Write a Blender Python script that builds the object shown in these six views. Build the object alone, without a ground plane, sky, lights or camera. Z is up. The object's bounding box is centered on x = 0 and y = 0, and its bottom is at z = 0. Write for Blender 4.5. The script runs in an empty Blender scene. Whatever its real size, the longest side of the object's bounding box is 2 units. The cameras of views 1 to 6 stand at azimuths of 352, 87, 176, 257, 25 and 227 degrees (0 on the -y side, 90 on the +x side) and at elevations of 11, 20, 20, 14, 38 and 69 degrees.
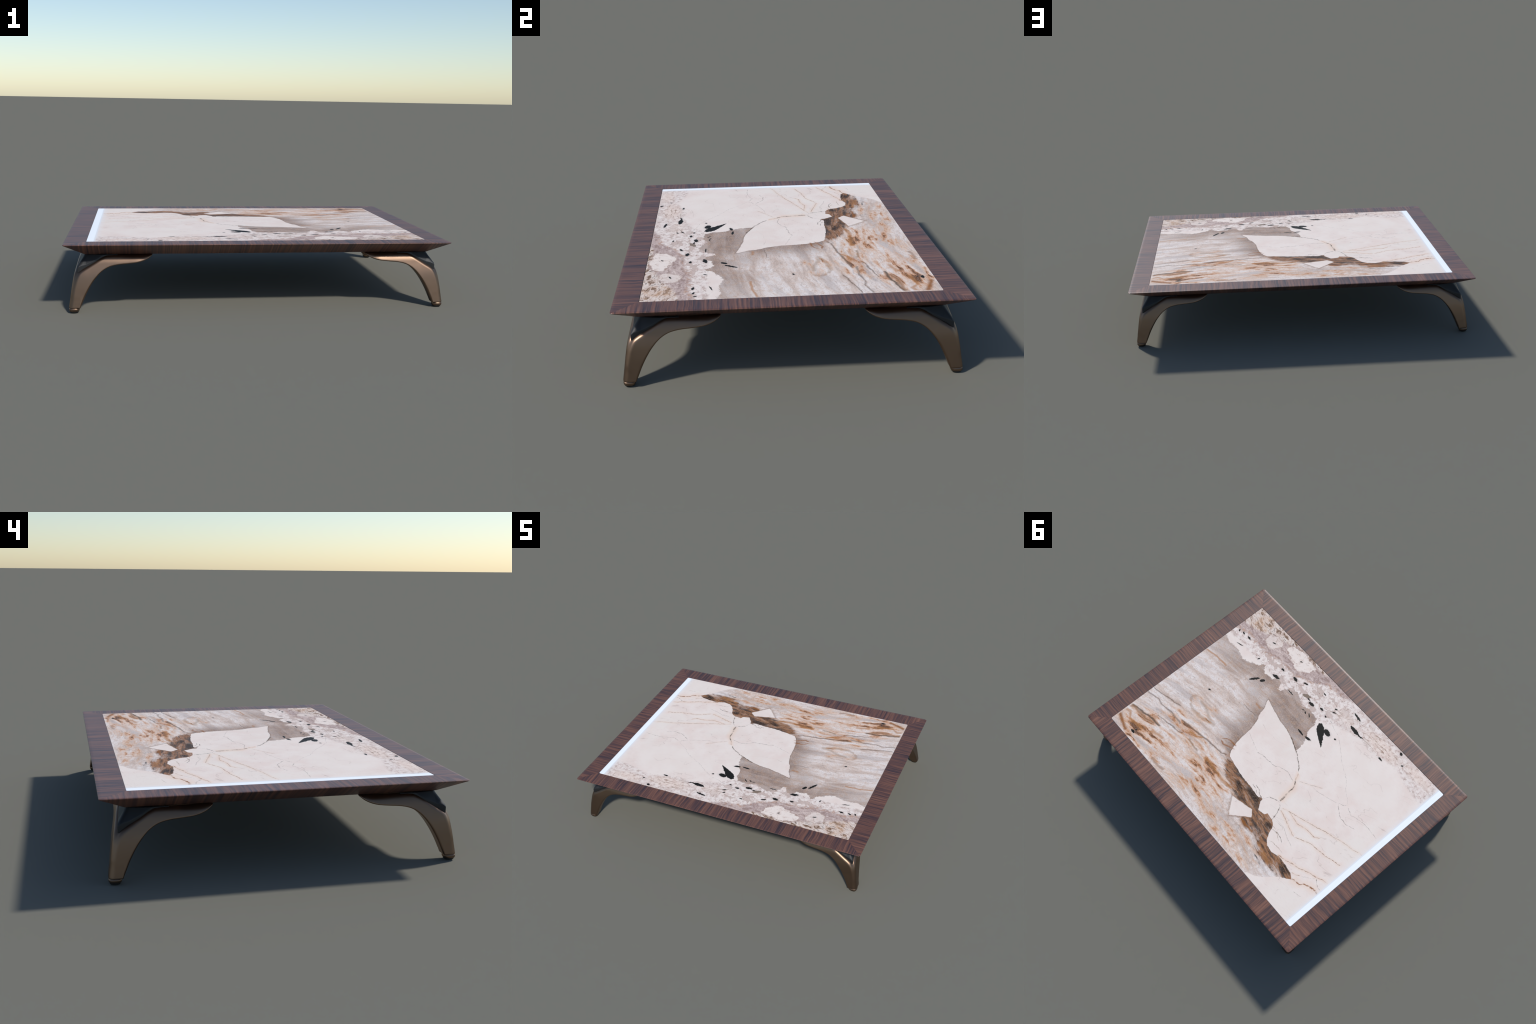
"""Low coffee table: bevelled cross-banded walnut frame, patterned stone slab, four
bronze corner legs with black corner pads."""
import bpy, math
import numpy as np
from mathutils import Vector

# ------------------------------------------------------------------ sizes (metres)
HALF_X, HALF_Y = 1.000, 0.7535          # outer edge of the frame
SLAB_X, SLAB_Y = 0.8895, 0.6425         # stone slab half size
Z_TOP, Z_EDGE, Z_BOTTOM = 0.3512, 0.3490, 0.2868
BEVEL = 0.102                           # inward run of the underside bevel
LEG_X, LEG_Y = 0.983, 0.731             # outer corner of the leg footprints
FOOT = 0.0320                           # from there to the middle of the foot

scene = bpy.context.scene


# ------------------------------------------------------------------ object helpers
def link(obj, parent=None):
    scene.collection.objects.link(obj)
    if parent is not None:
        obj.parent = parent
    return obj


def mesh_object(name, verts, faces, mat, parent=None, smooth=False):
    me = bpy.data.meshes.new(name)
    me.from_pydata([tuple(map(float, v)) for v in verts], [], [tuple(map(int, f)) for f in faces])
    me.validate()
    me.materials.append(mat)
    if smooth:
        me.polygons.foreach_set("use_smooth", [True] * len(me.polygons))
    me.update()
    return link(bpy.data.objects.new(name, me), parent)


# ------------------------------------------------------------------ node helpers
class Nodes:
    """Small shorthand for building shader trees."""

    def __init__(self, name):
        self.mat = bpy.data.materials.new(name)
        self.mat.use_nodes = True
        self.t = self.mat.node_tree
        self.t.nodes.clear()
        self.out = self.t.nodes.new("ShaderNodeOutputMaterial")
        self.bsdf = self.t.nodes.new("ShaderNodeBsdfPrincipled")
        self.t.links.new(self.bsdf.outputs[0], self.out.inputs[0])

    def put(self, socket, v):
        if isinstance(v, bpy.types.NodeSocket):
            self.t.links.new(v, socket)
        elif isinstance(v, (tuple, list)) and len(v) == 3 and socket.type == "RGBA":
            socket.default_value = (*v, 1)
        else:
            socket.default_value = v

    def math(self, op, a, b=None, c=None):
        n = self.t.nodes.new("ShaderNodeMath")
        n.operation = op
        for i, v in enumerate((a, b, c)):
            if v is not None:
                self.put(n.inputs[i], v)
        return n.outputs[0]

    def add(self, a, b): return self.math("ADD", a, b)
    def sub(self, a, b): return self.math("SUBTRACT", a, b)
    def mul(self, a, b): return self.math("MULTIPLY", a, b)
    def max(self, a, b): return self.math("MAXIMUM", a, b)
    def min(self, a, b): return self.math("MINIMUM", a, b)
    def inv(self, a): return self.math("SUBTRACT", 1.0, a)

    def all_of(self, *m):
        r = m[0]
        for x in m[1:]:
            r = self.mul(r, x)
        return r

    def any_of(self, *m):
        r = m[0]
        for x in m[1:]:
            r = self.max(r, x)
        return r

    def step(self, v, lo, hi, a=0.0, b=1.0, kind="SMOOTHSTEP"):
        """0..1 ramp between lo and hi (lo may be above hi for a falling ramp)."""
        if lo > hi:
            lo, hi, a, b = hi, lo, b, a
        n = self.t.nodes.new("ShaderNodeMapRange")
        n.interpolation_type = kind
        n.clamp = False                 # smoothstep is bounded by itself
        self.put(n.inputs[0], v)
        n.inputs[1].default_value, n.inputs[2].default_value = lo, hi
        n.inputs[3].default_value, n.inputs[4].default_value = a, b
        return n.outputs[0]

    def curve(self, v, pts, smooth=False):
        """y = f(v) through a handful of control points, held flat beyond the ends."""
        pts = sorted(pts)
        x0, x1 = pts[0][0], pts[-1][0]
        u = self.step(v, x0, x1, kind="LINEAR")
        n = self.t.nodes.new("ShaderNodeFloatCurve")
        m = n.mapping
        m.use_clip = True
        m.extend = "HORIZONTAL"
        m.clip_min_x, m.clip_max_x, m.clip_min_y, m.clip_max_y = 0, 1, -2, 2
        c = m.curves[0]
        q = [((x - x0) / (x1 - x0), y) for x, y in pts]
        c.points[0].location, c.points[1].location = q[0], q[-1]
        for p in q[1:-1]:
            c.points.new(*p)
        for p in c.points:
            p.handle_type = "AUTO" if smooth else "VECTOR"
        m.update()
        self.put(n.inputs["Value"], u)
        return n.outputs[0]

    def xyz(self, x=0.0, y=0.0, z=0.0):
        n = self.t.nodes.new("ShaderNodeCombineXYZ")
        for i, v in enumerate((x, y, z)):
            self.put(n.inputs[i], v)
        return n.outputs[0]

    def noise(self, vec, scale=1.0, detail=3.0, rough=0.55, distort=0.0, color=False):
        n = self.t.nodes.new("ShaderNodeTexNoise")
        self.put(n.inputs["Vector"], vec)
        n.inputs["Scale"].default_value = scale
        n.inputs["Detail"].default_value = detail
        n.inputs["Roughness"].default_value = rough
        n.inputs["Distortion"].default_value = distort
        if not color:
            return n.outputs["Fac"]
        # explicit split and rejoin: an implicit colour-to-vector conversion would be scheduled last
        c = self.t.nodes.new("ShaderNodeSeparateColor")
        self.put(c.inputs[0], n.outputs["Color"])
        return self.xyz(c.outputs[0], c.outputs[1], c.outputs[2])

    def mix(self, fac, a, b, mode="MIX"):
        n = self.t.nodes.new("ShaderNodeMix")
        n.data_type = "RGBA"
        n.blend_type = mode
        self.put(n.inputs[0], fac)
        self.put(n.inputs[6], a)
        self.put(n.inputs[7], b)
        return n.outputs[2]

    def ramp(self, fac, stops):
        n = self.t.nodes.new("ShaderNodeValToRGB")
        self.put(n.inputs[0], fac)
        e = n.color_ramp.elements
        e[0].position, e[0].color = stops[0][0], (*stops[0][1], 1)
        e[1].position, e[1].color = stops[-1][0], (*stops[-1][1], 1)
        for p, c in stops[1:-1]:
            k = e.new(p)
            k.color = (*c, 1)
        return n.outputs[0]

    def coords(self):
        n = self.t.nodes.new("ShaderNodeTexCoord")
        s = self.t.nodes.new("ShaderNodeSeparateXYZ")
        self.t.links.new(n.outputs["Object"], s.inputs[0])
        return n.outputs["Object"], s.outputs[0], s.outputs[1], s.outputs[2]

    def vec(self, op, a, b):
        n = self.t.nodes.new("ShaderNodeVectorMath")
        n.operation = op
        self.put(n.inputs[0], a)
        if b is not None:
            if op == "SCALE":
                self.put(n.inputs["Scale"], b)
            else:
                self.put(n.inputs[1], b)
        return n.outputs["Value" if op in ("LENGTH", "DOT_PRODUCT") else "Vector"]

    def split(self, v):
        s = self.t.nodes.new("ShaderNodeSeparateXYZ")
        self.put(s.inputs[0], v)
        return s.outputs

    def bump(self, height, strength, distance):
        n = self.t.nodes.new("ShaderNodeBump")
        n.inputs["Strength"].default_value = strength
        n.inputs["Distance"].default_value = distance
        self.put(n.inputs["Height"], height)
        self.t.links.new(n.outputs[0], self.bsdf.inputs["Normal"])


# ------------------------------------------------------------------ materials
def walnut(name, along_x):
    """Cross-banded veneer: dark bands run across the rail, so the figure varies along it."""
    N = Nodes(name)
    P, x, y, z = N.coords()
    s, c = (x, y) if along_x else (y, x)
    c = N.add(c, N.mul(z, 1.3))
    wob = N.noise(N.xyz(N.mul(s, 9.0), N.mul(c, 11.0), 0.3), 1.0, 2.0)
    s2 = N.add(s, N.mul(N.sub(wob, 0.5), 0.015))
    broad = N.noise(N.xyz(N.mul(s2, 14.0), N.mul(c, 1.0), 2.0), 1.0, 1.0)
    band = N.noise(N.xyz(N.mul(s2, 105.0), N.mul(c, 3.0), 5.0), 1.0, 2.5, 0.6)
    fine = N.noise(N.xyz(N.mul(s2, 260.0), N.mul(c, 8.0), 9.0), 1.0, 2.0, 0.6)
    v = N.add(N.add(N.mul(broad, 0.34), N.mul(band, 0.92)), N.mul(fine, 0.38))
    col = N.ramp(N.step(v, 0.585, 1.06, kind="LINEAR"), [
        (0.0, (0.040, 0.025, 0.030)), (0.22, (0.062, 0.036, 0.038)), (0.40, (0.098, 0.048, 0.041)),
        (0.60, (0.148, 0.067, 0.048)), (1.0, (0.225, 0.103, 0.069))])
    N.put(N.bsdf.inputs["Base Color"], col)
    N.bsdf.inputs["Roughness"].default_value = 0.42
    N.bump(N.mul(N.add(band, fine), 0.5), 0.05, 0.001)
    return N.mat


def bronze():
    N = Nodes("brushed_bronze")
    P, x, y, z = N.coords()
    g = N.noise(P, 9.0, 3.0)
    N.put(N.bsdf.inputs["Base Color"], N.mix(g, (0.185, 0.122, 0.085), (0.212, 0.140, 0.098)))
    N.bsdf.inputs["Metallic"].default_value = 1.0
    N.put(N.bsdf.inputs["Roughness"], N.step(g, 0.3, 0.7, 0.37, 0.42))
    return N.mat


def plain(name, color, rough, grain=0.0):
    N = Nodes(name)
    P, x, y, z = N.coords()
    g = N.noise(P, 60.0, 3.0)
    N.put(N.bsdf.inputs["Base Color"], N.mix(g, tuple(0.8 * c for c in color), tuple(1.2 * c for c in color)))
    N.bsdf.inputs["Roughness"].default_value = rough
    if grain:
        N.bump(N.noise(P, 400.0, 2.0), grain, 0.001)
    return N.mat


def stone():
    """Polished breccia: white fragments, a taupe quartz field with rust veins, a speckled margin."""
    N = Nodes("patterned_stone")
    P, x, y, z = N.coords()
    flat = N.xyz(x, y, 0.0)
    # domain warps: coarse for outlines, fine for ragged edges
    wa = N.vec("SUBTRACT", N.noise(flat, 16.0, 2.0, color=True), (0.5, 0.5, 0.5))
    wb = N.vec("SUBTRACT", N.noise(flat, 75.0, 3.0, 0.65, color=True), (0.5, 0.5, 0.5))
    warped = N.vec("ADD", flat, N.vec("ADD", N.vec("SCALE", wa, 0.012), N.vec("SCALE", wb, 0.007)))
    X, Y, _ = N.split(warped)
    wc = N.vec("SUBTRACT", N.noise(flat, 34.0, 2.0, color=True), (0.5, 0.5, 0.5))
    ragged = N.vec("ADD", warped, N.vec("ADD", N.vec("SCALE", wb, 0.024), N.vec("SCALE", wc, 0.026)))
    Xr, Yr, _ = N.split(ragged)
    crackp = N.vec("ADD", flat, N.vec("ADD", N.vec("SCALE", wa, 0.018), N.vec("SCALE", wb, 0.010)))
    Xc, Yc, _ = N.split(crackp)

    # ---- shared textures
    yy = N.sub(y, N.mul(N.math("POWER", N.math("ABSOLUTE", N.sub(x, 0.2)), 2.0), 0.155))
    swirl = N.noise(flat, 5.0, 3.0)
    yb = N.add(yy, N.mul(N.sub(swirl, 0.5), 0.06))
    streak = N.noise(N.xyz(N.mul(x, 8.0), N.mul(yb, 42.0), 1.0), 1.0, 5.0, 0.66, 0.25)
    streak2 = N.noise(N.xyz(N.mul(x, 8.5), N.mul(yb, 38.0), 7.0), 1.0, 5.0, 0.68, 0.35)
    streak3 = N.noise(N.xyz(N.mul(x, 2.6), N.mul(yb, 17.0), 3.0), 1.0, 5.0, 0.66, 0.2)
    cloud = N.noise(flat, 7.0, 4.0, 0.6)
    mott = N.noise(flat, 36.0, 4.0, 0.7)
    grain = N.noise(flat, 120.0, 3.0, 0.75)
    grain2 = N.noise(N.xyz(N.mul(x, 45.0), N.mul(y, 150.0), 4.0), 1.0, 3.0, 0.7)

    # ---- white fragments
    white = N.mix(N.step(cloud, 0.35, 0.68), (0.845, 0.785, 0.755), (0.805, 0.715, 0.680))
    white = N.mix(N.mul(N.step(N.noise(flat, 3.1, 2.0), 0.50, 0.66), 0.55), white, (0.825, 0.790, 0.755))
    white = N.mix(N.mul(N.step(grain2, 0.45, 0.75), 0.16), white, (0.62, 0.545, 0.52))

    wh = N.noise(N.xyz(N.mul(x, 3.2), N.mul(N.sub(y, N.mul(x, .25)), 9.0), 13.0), 1.0, 3.0, 0.5, 0.3)
    white = N.mix(N.all_of(N.step(N.math("ABSOLUTE", N.sub(wh, .5)), .006, .001), N.step(cloud, .46, .60), .42), white, (0.42, 0.33, 0.30))
    white = N.mix(N.mul(N.step(N.noise(flat, 4.3, 3.0, .6), .52, .70), .5), white, (0.80, 0.685, 0.645))

    # ---- outline functions of the main regions
    right_floor = [(-.060, -.170), (-.050, -.207), (-.022, -.250), (-.006, -.285), (0, -.340), (.020, -.374), (.088, -.385),
                   (.121, -.374), (.144, -.361), (.174, -.376), (.213, -.394), (.243, -.409), (.286, -.384), (.318, -.361),
                   (.326, -.329), (.350, -.322), (.368, -.360), (.399, -.381), (.424, -.352), (.431, -.336), (.458, -.341),
                   (.498, -.331), (.522, -.346), (.530, -.372), (.555, -.377), (.562, -.335), (.596, -.324), (.641, -.301),
                   (.679, -.293), (.716, -.302), (.776, -.313), (.831, -.308), (.890, -.322)]
    left_floor = [(-.690, .456), (-.645, .428), (-.592, .417), (-.516, .414), (-.472, .428), (-.418, .423), (-.390, .399),
                  (-.367, .364), (-.358, .330), (-.341, .305), (-.314, .293), (-.264, .287), (-.254, .305), (-.209, .313),
                  (-.192, .294), (-.175, .270), (-.172, .250), (-.150, .253), (-.062, .255), (.059, .247), (.129, .236),
                  (.200, .210), (.250, .165)]
    wedge = [(-.72, .40), (-.678, .451), (-.655, .472), (-.617, .492), (-.589, .528), (-.559, .564), (-.521, .602),
             (-.468, .624), (-.44, .66)]
    lens_right = [(-.222, .332), (-.200, .322), (-.175, .306), (-.100, .283), (-.087, .270), (-.046, .257), (.004, .243),
                  (.061, .239), (.128, .231), (.199, .207), (.226, .184), (.236, .129), (.247, .059), (.255, -.064), (.262, -.12)]
    lens_floor = [(-.211, .014), (-.185, -.035), (-.154, -.065), (-.107, -.098), (-.062, -.120), (-.016, -.141), (.036, -.162),
                  (.099, -.178), (.161, -.182), (.223, -.197), (.272, -.206), (.334, -.226)]
    e = 0.0022
    floor_r = N.curve(Xr, right_floor)
    floor_l = N.curve(X, left_floor)
    is_right = N.math("GREATER_THAN", X, -.060)
    above_r = N.step(N.sub(Yr, floor_r), -e, e)
    above_l = N.step(N.sub(Y, floor_l), -e, e)
    above = N.add(N.mul(is_right, above_r), N.mul(N.inv(is_right), above_l))
    below_wedge = N.step(N.sub(Y, N.curve(X, wedge)), e, -e)
    lens_d = N.sub(N.curve(Y, lens_right), X)              # > 0 inside, measured along x
    lens_f = N.sub(Y, N.curve(X, lens_floor))
    lens = N.all_of(N.step(lens_d, -e, e), N.step(lens_f, -e, e), N.math("GREATER_THAN", X, -.15), N.math("LESS_THAN", Y, .262))

    def convex(px, py, corners, soft=0.0025):
        """Mask of a convex fragment, corners listed anticlockwise; also the distance inside."""
        v = N.xyz(px, py, 0.0)
        d = None
        for (ax, ay), (bx, by) in zip(corners, corners[1:] + corners[:1]):
            l = math.hypot(bx - ax, by - ay)
            n = (-(by - ay) / l, (bx - ax) / l, 0.0)
            k = N.sub(N.vec("DOT_PRODUCT", v, n), n[0] * ax + n[1] * ay)
            d = k if d is None else N.min(d, k)
        return N.step(d, -soft, soft), d

    tri, tri_d = convex(X, Y, [(-.182, .345), (-.032, .381), (-.115, .476), (-.219, .379)])
    field = N.all_of(above, below_wedge, N.inv(lens), N.inv(tri))

    # ---- quartz field: pale bands, taupe shadows, rust
    speck = N.noise(flat, 170.0, 2.0, 0.8)
    pale = N.ramp(N.add(N.mul(streak3, .75), N.mul(streak2, .25)), [(.28, (0.37, 0.285, 0.245)), (.385, (0.53, 0.43, 0.385)), (.46, (0.69, 0.60, 0.56)),
                            (.54, (0.78, 0.735, 0.73)), (.70, (0.815, 0.80, 0.825))])
    pale = N.mix(N.mul(N.step(streak, 0.57, 0.74), 0.38), pale, (0.42, 0.33, 0.295))
    pale = N.mix(N.mul(N.step(mott, 0.50, 0.64), 0.50), pale, (0.60, 0.44, 0.35))
    hair = N.noise(N.xyz(N.mul(x, 4.0), N.mul(yb, 26.0), 11.0), 1.0, 3.0, 0.6, 0.3)
    hairline = N.step(N.math("ABSOLUTE", N.sub(hair, .5)), .016, .003)
    pale = N.mix(N.all_of(hairline, N.step(cloud, .44, .62), .42), pale, (0.24, 0.185, 0.165))
    wide = N.noise(N.xyz(N.mul(x, 1.6), N.mul(N.add(yb, N.mul(x, -.10)), 9.0), 21.0), 1.0, 3.0, 0.55)
    pale = N.mix(N.mul(N.step(wide, .54, .66), .62), pale, (0.47, 0.425, 0.425))
    taupe = N.mix(N.step(cloud, 0.36, 0.66), (0.235, 0.168, 0.140), (0.37, 0.272, 0.228))
    taupe = N.mix(N.mul(N.step(mott, 0.47, 0.62), 0.65), taupe, (0.40, 0.265, 0.185))
    taupe = N.mix(N.mul(N.step(streak2, 0.54, 0.68), 0.55), taupe, (0.165, 0.11, 0.085))
    taupe = N.mix(N.mul(N.step(grain, 0.52, 0.70), 0.38), taupe, (0.60, 0.50, 0.45))

    def blob(cx, cy, rx, ry, inner=0.3, outer=1.0):
        v = N.vec("MULTIPLY", N.vec("SUBTRACT", warped, (cx, cy, 0)), (1 / rx, 1 / ry, 0))
        return N.step(N.vec("LENGTH", v, None), outer, inner)

    over_floor = N.sub(Y, floor_r)
    edge_shadow = N.mul(N.all_of(N.step(N.sub(X, N.curve(Y, lens_right)), .20, .0), N.step(Y, .25, .15), N.step(Y, -.30, -.1)), 1.0)
    strip_shadow = N.mul(N.mul(N.step(over_floor, .24, .015), N.step(X, .95, .45, .55, .92)), N.step(X, -.1, .0))
    tau = N.any_of(blob(.14, -.27, .33, .19, .45), edge_shadow, strip_shadow, N.mul(blob(.36, -.20, .22, .16, .2), .6))
    tau = N.mul(tau, N.step(streak3, .30, .66, 1.0, .80))
    fcol = N.mix(tau, pale, taupe)
    # dusky upper-left part of the field
    fcol = N.mix(N.mul(N.all_of(blob(-.25, .52, .38, .20, .4), N.step(mott, .35, .65)), .60), fcol, (0.45, 0.375, 0.345))

    # rust: tan halo, orange body and dark core as the veined noise climbs
    rust_zone = N.any_of(blob(.20, .39, .36, .14, .1), blob(.74, .54, .30, .15, .2), N.mul(blob(.45, .33, .36, .13, .2), .75),
                         N.mul(blob(.35, .50, .75, .17, .3), .62), N.mul(blob(-.25, .56, .35, .12, .3), .5), N.mul(blob(.55, .15, .18, .09, .3), .45))
    smear = N.noise(N.xyz(N.mul(x, 5.0), N.mul(yb, 21.0), 17.0), 1.0, 6.0, 0.66, 0.5)
    r = N.add(N.add(N.mul(smear, .70), N.mul(streak, .30)), N.mul(rust_zone, .130))
    r = N.add(r, N.mul(N.sub(mott, .5), .10))
    r = N.add(r, N.mul(N.sub(N.noise(flat, 6.5, 2.0), .5), .30))           # patches, not an even sprinkle
    r = N.add(r, N.mul(N.sub(streak3, .5), .12))
    near = N.step(rust_zone, .0, .25)
    fcol = N.mix(N.all_of(N.step(r, .490, .625), near, .60), fcol, (0.70, 0.46, 0.31))
    fcol = N.mix(N.all_of(N.step(r, .585, .680), near, .85), fcol, (0.48, 0.19, 0.05))
    fcol = N.mix(N.all_of(N.step(r, .650, .705), near, .90), fcol, (0.105, 0.042, 0.017))
    blue = N.mul(N.step(streak2, .47, .36), N.any_of(blob(.62, .35, .42, .11, .3), blob(.30, .25, .18, .07, .2)))
    fcol = N.mix(N.mul(blue, .60), fcol, (0.40, 0.375, 0.40))

    lens_rim = N.all_of(N.step(N.min(lens_d, lens_f), -.009, -.001), N.step(Y, .262, .250), N.step(X, -.12, -.05))
    fcol = N.mix(N.all_of(lens_rim, N.step(mott, .35, .55, .20, .70)), fcol, (0.17, 0.115, 0.09))

    # brown weathering band that follows the white fragments' upper edge
    thick = N.curve(X, [(-.69, .05), (-.60, .090), (-.47, .095), (-.40, .085), (-.33, .150), (-.22, .160), (-.10, .13), (.05, .105), (.15, .08), (.26, .045)])
    rel = N.math("DIVIDE", N.add(N.sub(Y, floor_l), N.add(N.mul(N.sub(streak, .5), .16), N.mul(N.sub(mott, .5), .06))), thick)
    bz = N.all_of(N.step(rel, 1.15, .70), N.step(X, .30, .14), N.math("GREATER_THAN", Y, .10))
    bt = N.add(N.mul(streak2, .68), N.add(N.mul(mott, .12), N.mul(streak, .20)))
    brown = N.ramp(bt, [(.38, (0.016, 0.009, 0.006)), (.455, (0.075, 0.034, 0.015)), (.50, (0.22, 0.095, 0.034)), (.54, (0.33, 0.150, 0.060)),
                        (.58, (0.33, 0.235, 0.19)), (.66, (0.44, 0.35, 0.31))])
    fcol = N.mix(N.mul(bz, .95), fcol, brown)
    dark_rim = N.any_of(blob(-.11, .275, .11, .036, .3), blob(-.60, .437, .08, .034, .3), blob(-.33, .335, .05, .03, .3), blob(-.01, .300, .07, .028, .3))
    fcol = N.mix(N.mul(N.all_of(dark_rim, N.step(streak, .68, .50)), .95), fcol, (0.022, 0.013, 0.009))
    tri_rim = N.step(tri_d, -.020, -.001)
    fcol = N.mix(N.mul(tri_rim, N.step(cloud, .3, .6, .2, .75)), fcol, (0.22, 0.115, 0.06))
    fcol = N.mix(N.mul(N.step(grain, .50, .66), .30), fcol, (0.24, 0.165, 0.135))
    fcol = N.mix(N.all_of(N.step(speck, .52, .64), N.sub(1.0, N.mul(bz, .75)), .30), fcol, (0.82, 0.73, 0.68))
    fcol = N.mix(N.mul(N.step(grain2, .52, .72), .14), fcol, (0.80, 0.735, 0.72))

    # ---- speckled margin along the -y side
    margin_top = N.curve(X, [(-.89, -.47), (-.70, -.50), (-.55, -.535), (-.42, -.495), (-.25, -.49), (-.12, -.455), (-.05, -.40), (.05, -.37), (.2, -.36)])
    margin = N.step(N.sub(Yr, margin_top), .012, -.012)
    mcol = N.mix(N.step(mott, .42, .62), (0.82, 0.765, 0.745), (0.70, 0.60, 0.575))
    flake = N.noise(N.xyz(N.mul(x, 20.0), N.mul(y, 46.0), 2.0), 1.0, 4.0, 0.65, 0.8)
    mcol = N.mix(N.mul(N.step(flake, .60, .68), N.step(X, -.1, .15, .25, .55)), mcol, (0.42, 0.33, 0.30))
    mcol = N.mix(N.all_of(N.step(N.math("ABSOLUTE", N.sub(flake, .46)), .020, .005), N.step(mott, .42, .58), .6), mcol, (0.36, 0.25, 0.20))
    cell = N.xyz(N.mul(Xr, 17.0), N.mul(N.add(Yr, N.mul(Xr, .1)), 34.0))
    vor = N.t.nodes.new("ShaderNodeTexVoronoi")
    vor.voronoi_dimensions = "2D"
    vor.inputs["Scale"].default_value = 1.0
    N.put(vor.inputs["Vector"], cell)
    vor_edge = N.t.nodes.new("ShaderNodeTexVoronoi")
    vor_edge.voronoi_dimensions, vor_edge.feature = "2D", "DISTANCE_TO_EDGE"
    vor_edge.inputs["Scale"].default_value = 1.0
    N.put(vor_edge.inputs["Vector"], cell)
    sep = N.t.nodes.new("ShaderNodeSeparateColor")
    N.put(sep.inputs[0], vor.outputs["Color"])
    frag = sep.outputs[0]
    shard = N.mul(N.step(frag, .74, .78), N.step(X, -.15, .1, .35, 1.0))
    joint = N.mul(N.step(vor_edge.outputs["Distance"], .075, .015), N.step(mott, .45, .60))
    mcol = N.mix(N.mul(shard, .75), mcol, N.mix(N.step(mott, .42, .60), (0.47, 0.37, 0.335), (0.60, 0.49, 0.455)))
    mcol = N.mix(N.mul(joint, .70), mcol, (0.30, 0.205, 0.165))
    mauve_top = N.curve(Xr, [(-.12, -.66), (.01, -.612), (.092, -.60), (.142, -.592), (.194, -.560), (.245, -.523), (.30, -.500), (.349, -.478),
                             (.418, -.470), (.497, -.465), (.559, -.444), (.625, -.433), (.69, -.431), (.77, -.442), (.845, -.437), (.894, -.41)])
    mauve = N.mul(N.step(N.sub(Yr, mauve_top), .012, -.012), N.step(X, -.12, .02))
    dots = N.noise(flat, 105.0, 2.0, 0.6)
    mv = N.mix(N.step(cloud, .35, .65), (0.42, 0.325, 0.315), (0.56, 0.455, 0.435))
    mv = N.mix(N.mul(N.step(dots, .55, .66), .75), mv, (0.26, 0.19, 0.185))
    mv = N.mix(N.mul(N.step(dots, .43, .34), .5), mv, (0.74, 0.66, 0.645))
    mv = N.mix(N.mul(N.step(flake, .53, .62), .7), mv, (0.30, 0.215, 0.195))
    mv = N.mix(N.mul(N.step(flake, .45, .37), .6), mv, (0.76, 0.68, 0.65))
    mcol = N.mix(mauve, mcol, mv)
    rim = N.mul(N.step(N.math("ABSOLUTE", N.sub(Yr, N.sub(mauve_top, .004))), .022, .004), N.step(X, -.05, .1))
    mcol = N.mix(N.all_of(rim, N.step(mott, .46, .60), 0.55), mcol, (0.47, 0.27, 0.17))
    # busy brown-on-cream rubble near the edge and in the corner
    busy_top = N.curve(Xr, [(.16, -.66), (.24, -.618), (.34, -.622), (.50, -.632), (.56, -.585), (.66, -.570), (.72, -.530), (.80, -.500), (.89, -.480)])
    busy = N.step(N.sub(Yr, busy_top), .010, -.010)
    rub = N.noise(N.xyz(N.mul(x, 19.0), N.mul(N.add(y, N.mul(x, .2)), 44.0), 6.0), 1.0, 5.0, 0.68, 0.55)
    rcol = N.mix(N.step(rub, .40, .55), (0.78, 0.72, 0.69), (0.60, 0.48, 0.42))
    rcol = N.mix(N.step(rub, .535, .585), rcol, (0.20, 0.13, 0.09))
    rcol = N.mix(N.mul(N.step(rub, .425, .36), .85), rcol, (0.16, 0.105, 0.075))
    rcol = N.mix(N.mul(N.step(cloud, .54, .62), N.step(mott, .45, .6, .2, .7)), rcol, (0.62, 0.43, 0.31))
    mcol = N.mix(busy, mcol, rcol)
    inc_a, inc_ad = convex(Xr, Yr, [(.292, -.607), (.329, -.618), (.449, -.629), (.515, -.613), (.544, -.574), (.510, -.536), (.407, -.517), (.369, -.503), (.307, -.559)], .003)
    inc_b, inc_bd = convex(Xr, Yr, [(.567, -.533), (.582, -.567), (.640, -.575), (.692, -.548), (.680, -.495), (.640, -.473), (.603, -.487)], .003)
    inc_a, inc_b = N.mul(inc_a, N.inv(N.mul(joint, .8))), N.mul(inc_b, N.inv(N.mul(joint, .9)))
    halo = N.max(N.step(inc_ad, -.016, .0), N.step(inc_bd, -.014, .0))
    mcol = N.mix(N.mul(halo, N.step(mott, .40, .62, .1, .6)), mcol, (0.45, 0.33, 0.27))
    mcol = N.mix(N.max(N.mul(inc_a, .92), N.mul(inc_b, .70)), mcol, N.mix(N.step(mott, .48, .66), (0.86, 0.795, 0.76), (0.78, 0.68, 0.635)))
    # rusty veinlets in the left part of the margin
    vein_zone = N.any_of(blob(-.40, -.56, .22, .075, .3), blob(-.70, -.60, .17, .06, .2), N.mul(blob(-.10, -.52, .2, .06, .2), .5))
    vn = N.noise(N.xyz(N.mul(x, 13.0), N.mul(N.add(y, N.mul(x, -.05)), 62.0), 8.0), 1.0, 5.0, 0.66, 0.4)
    ridge = N.step(vn, .56, .63)
    mcol = N.mix(N.mul(vein_zone, .38), mcol, (0.80, 0.64, 0.55))
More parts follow.
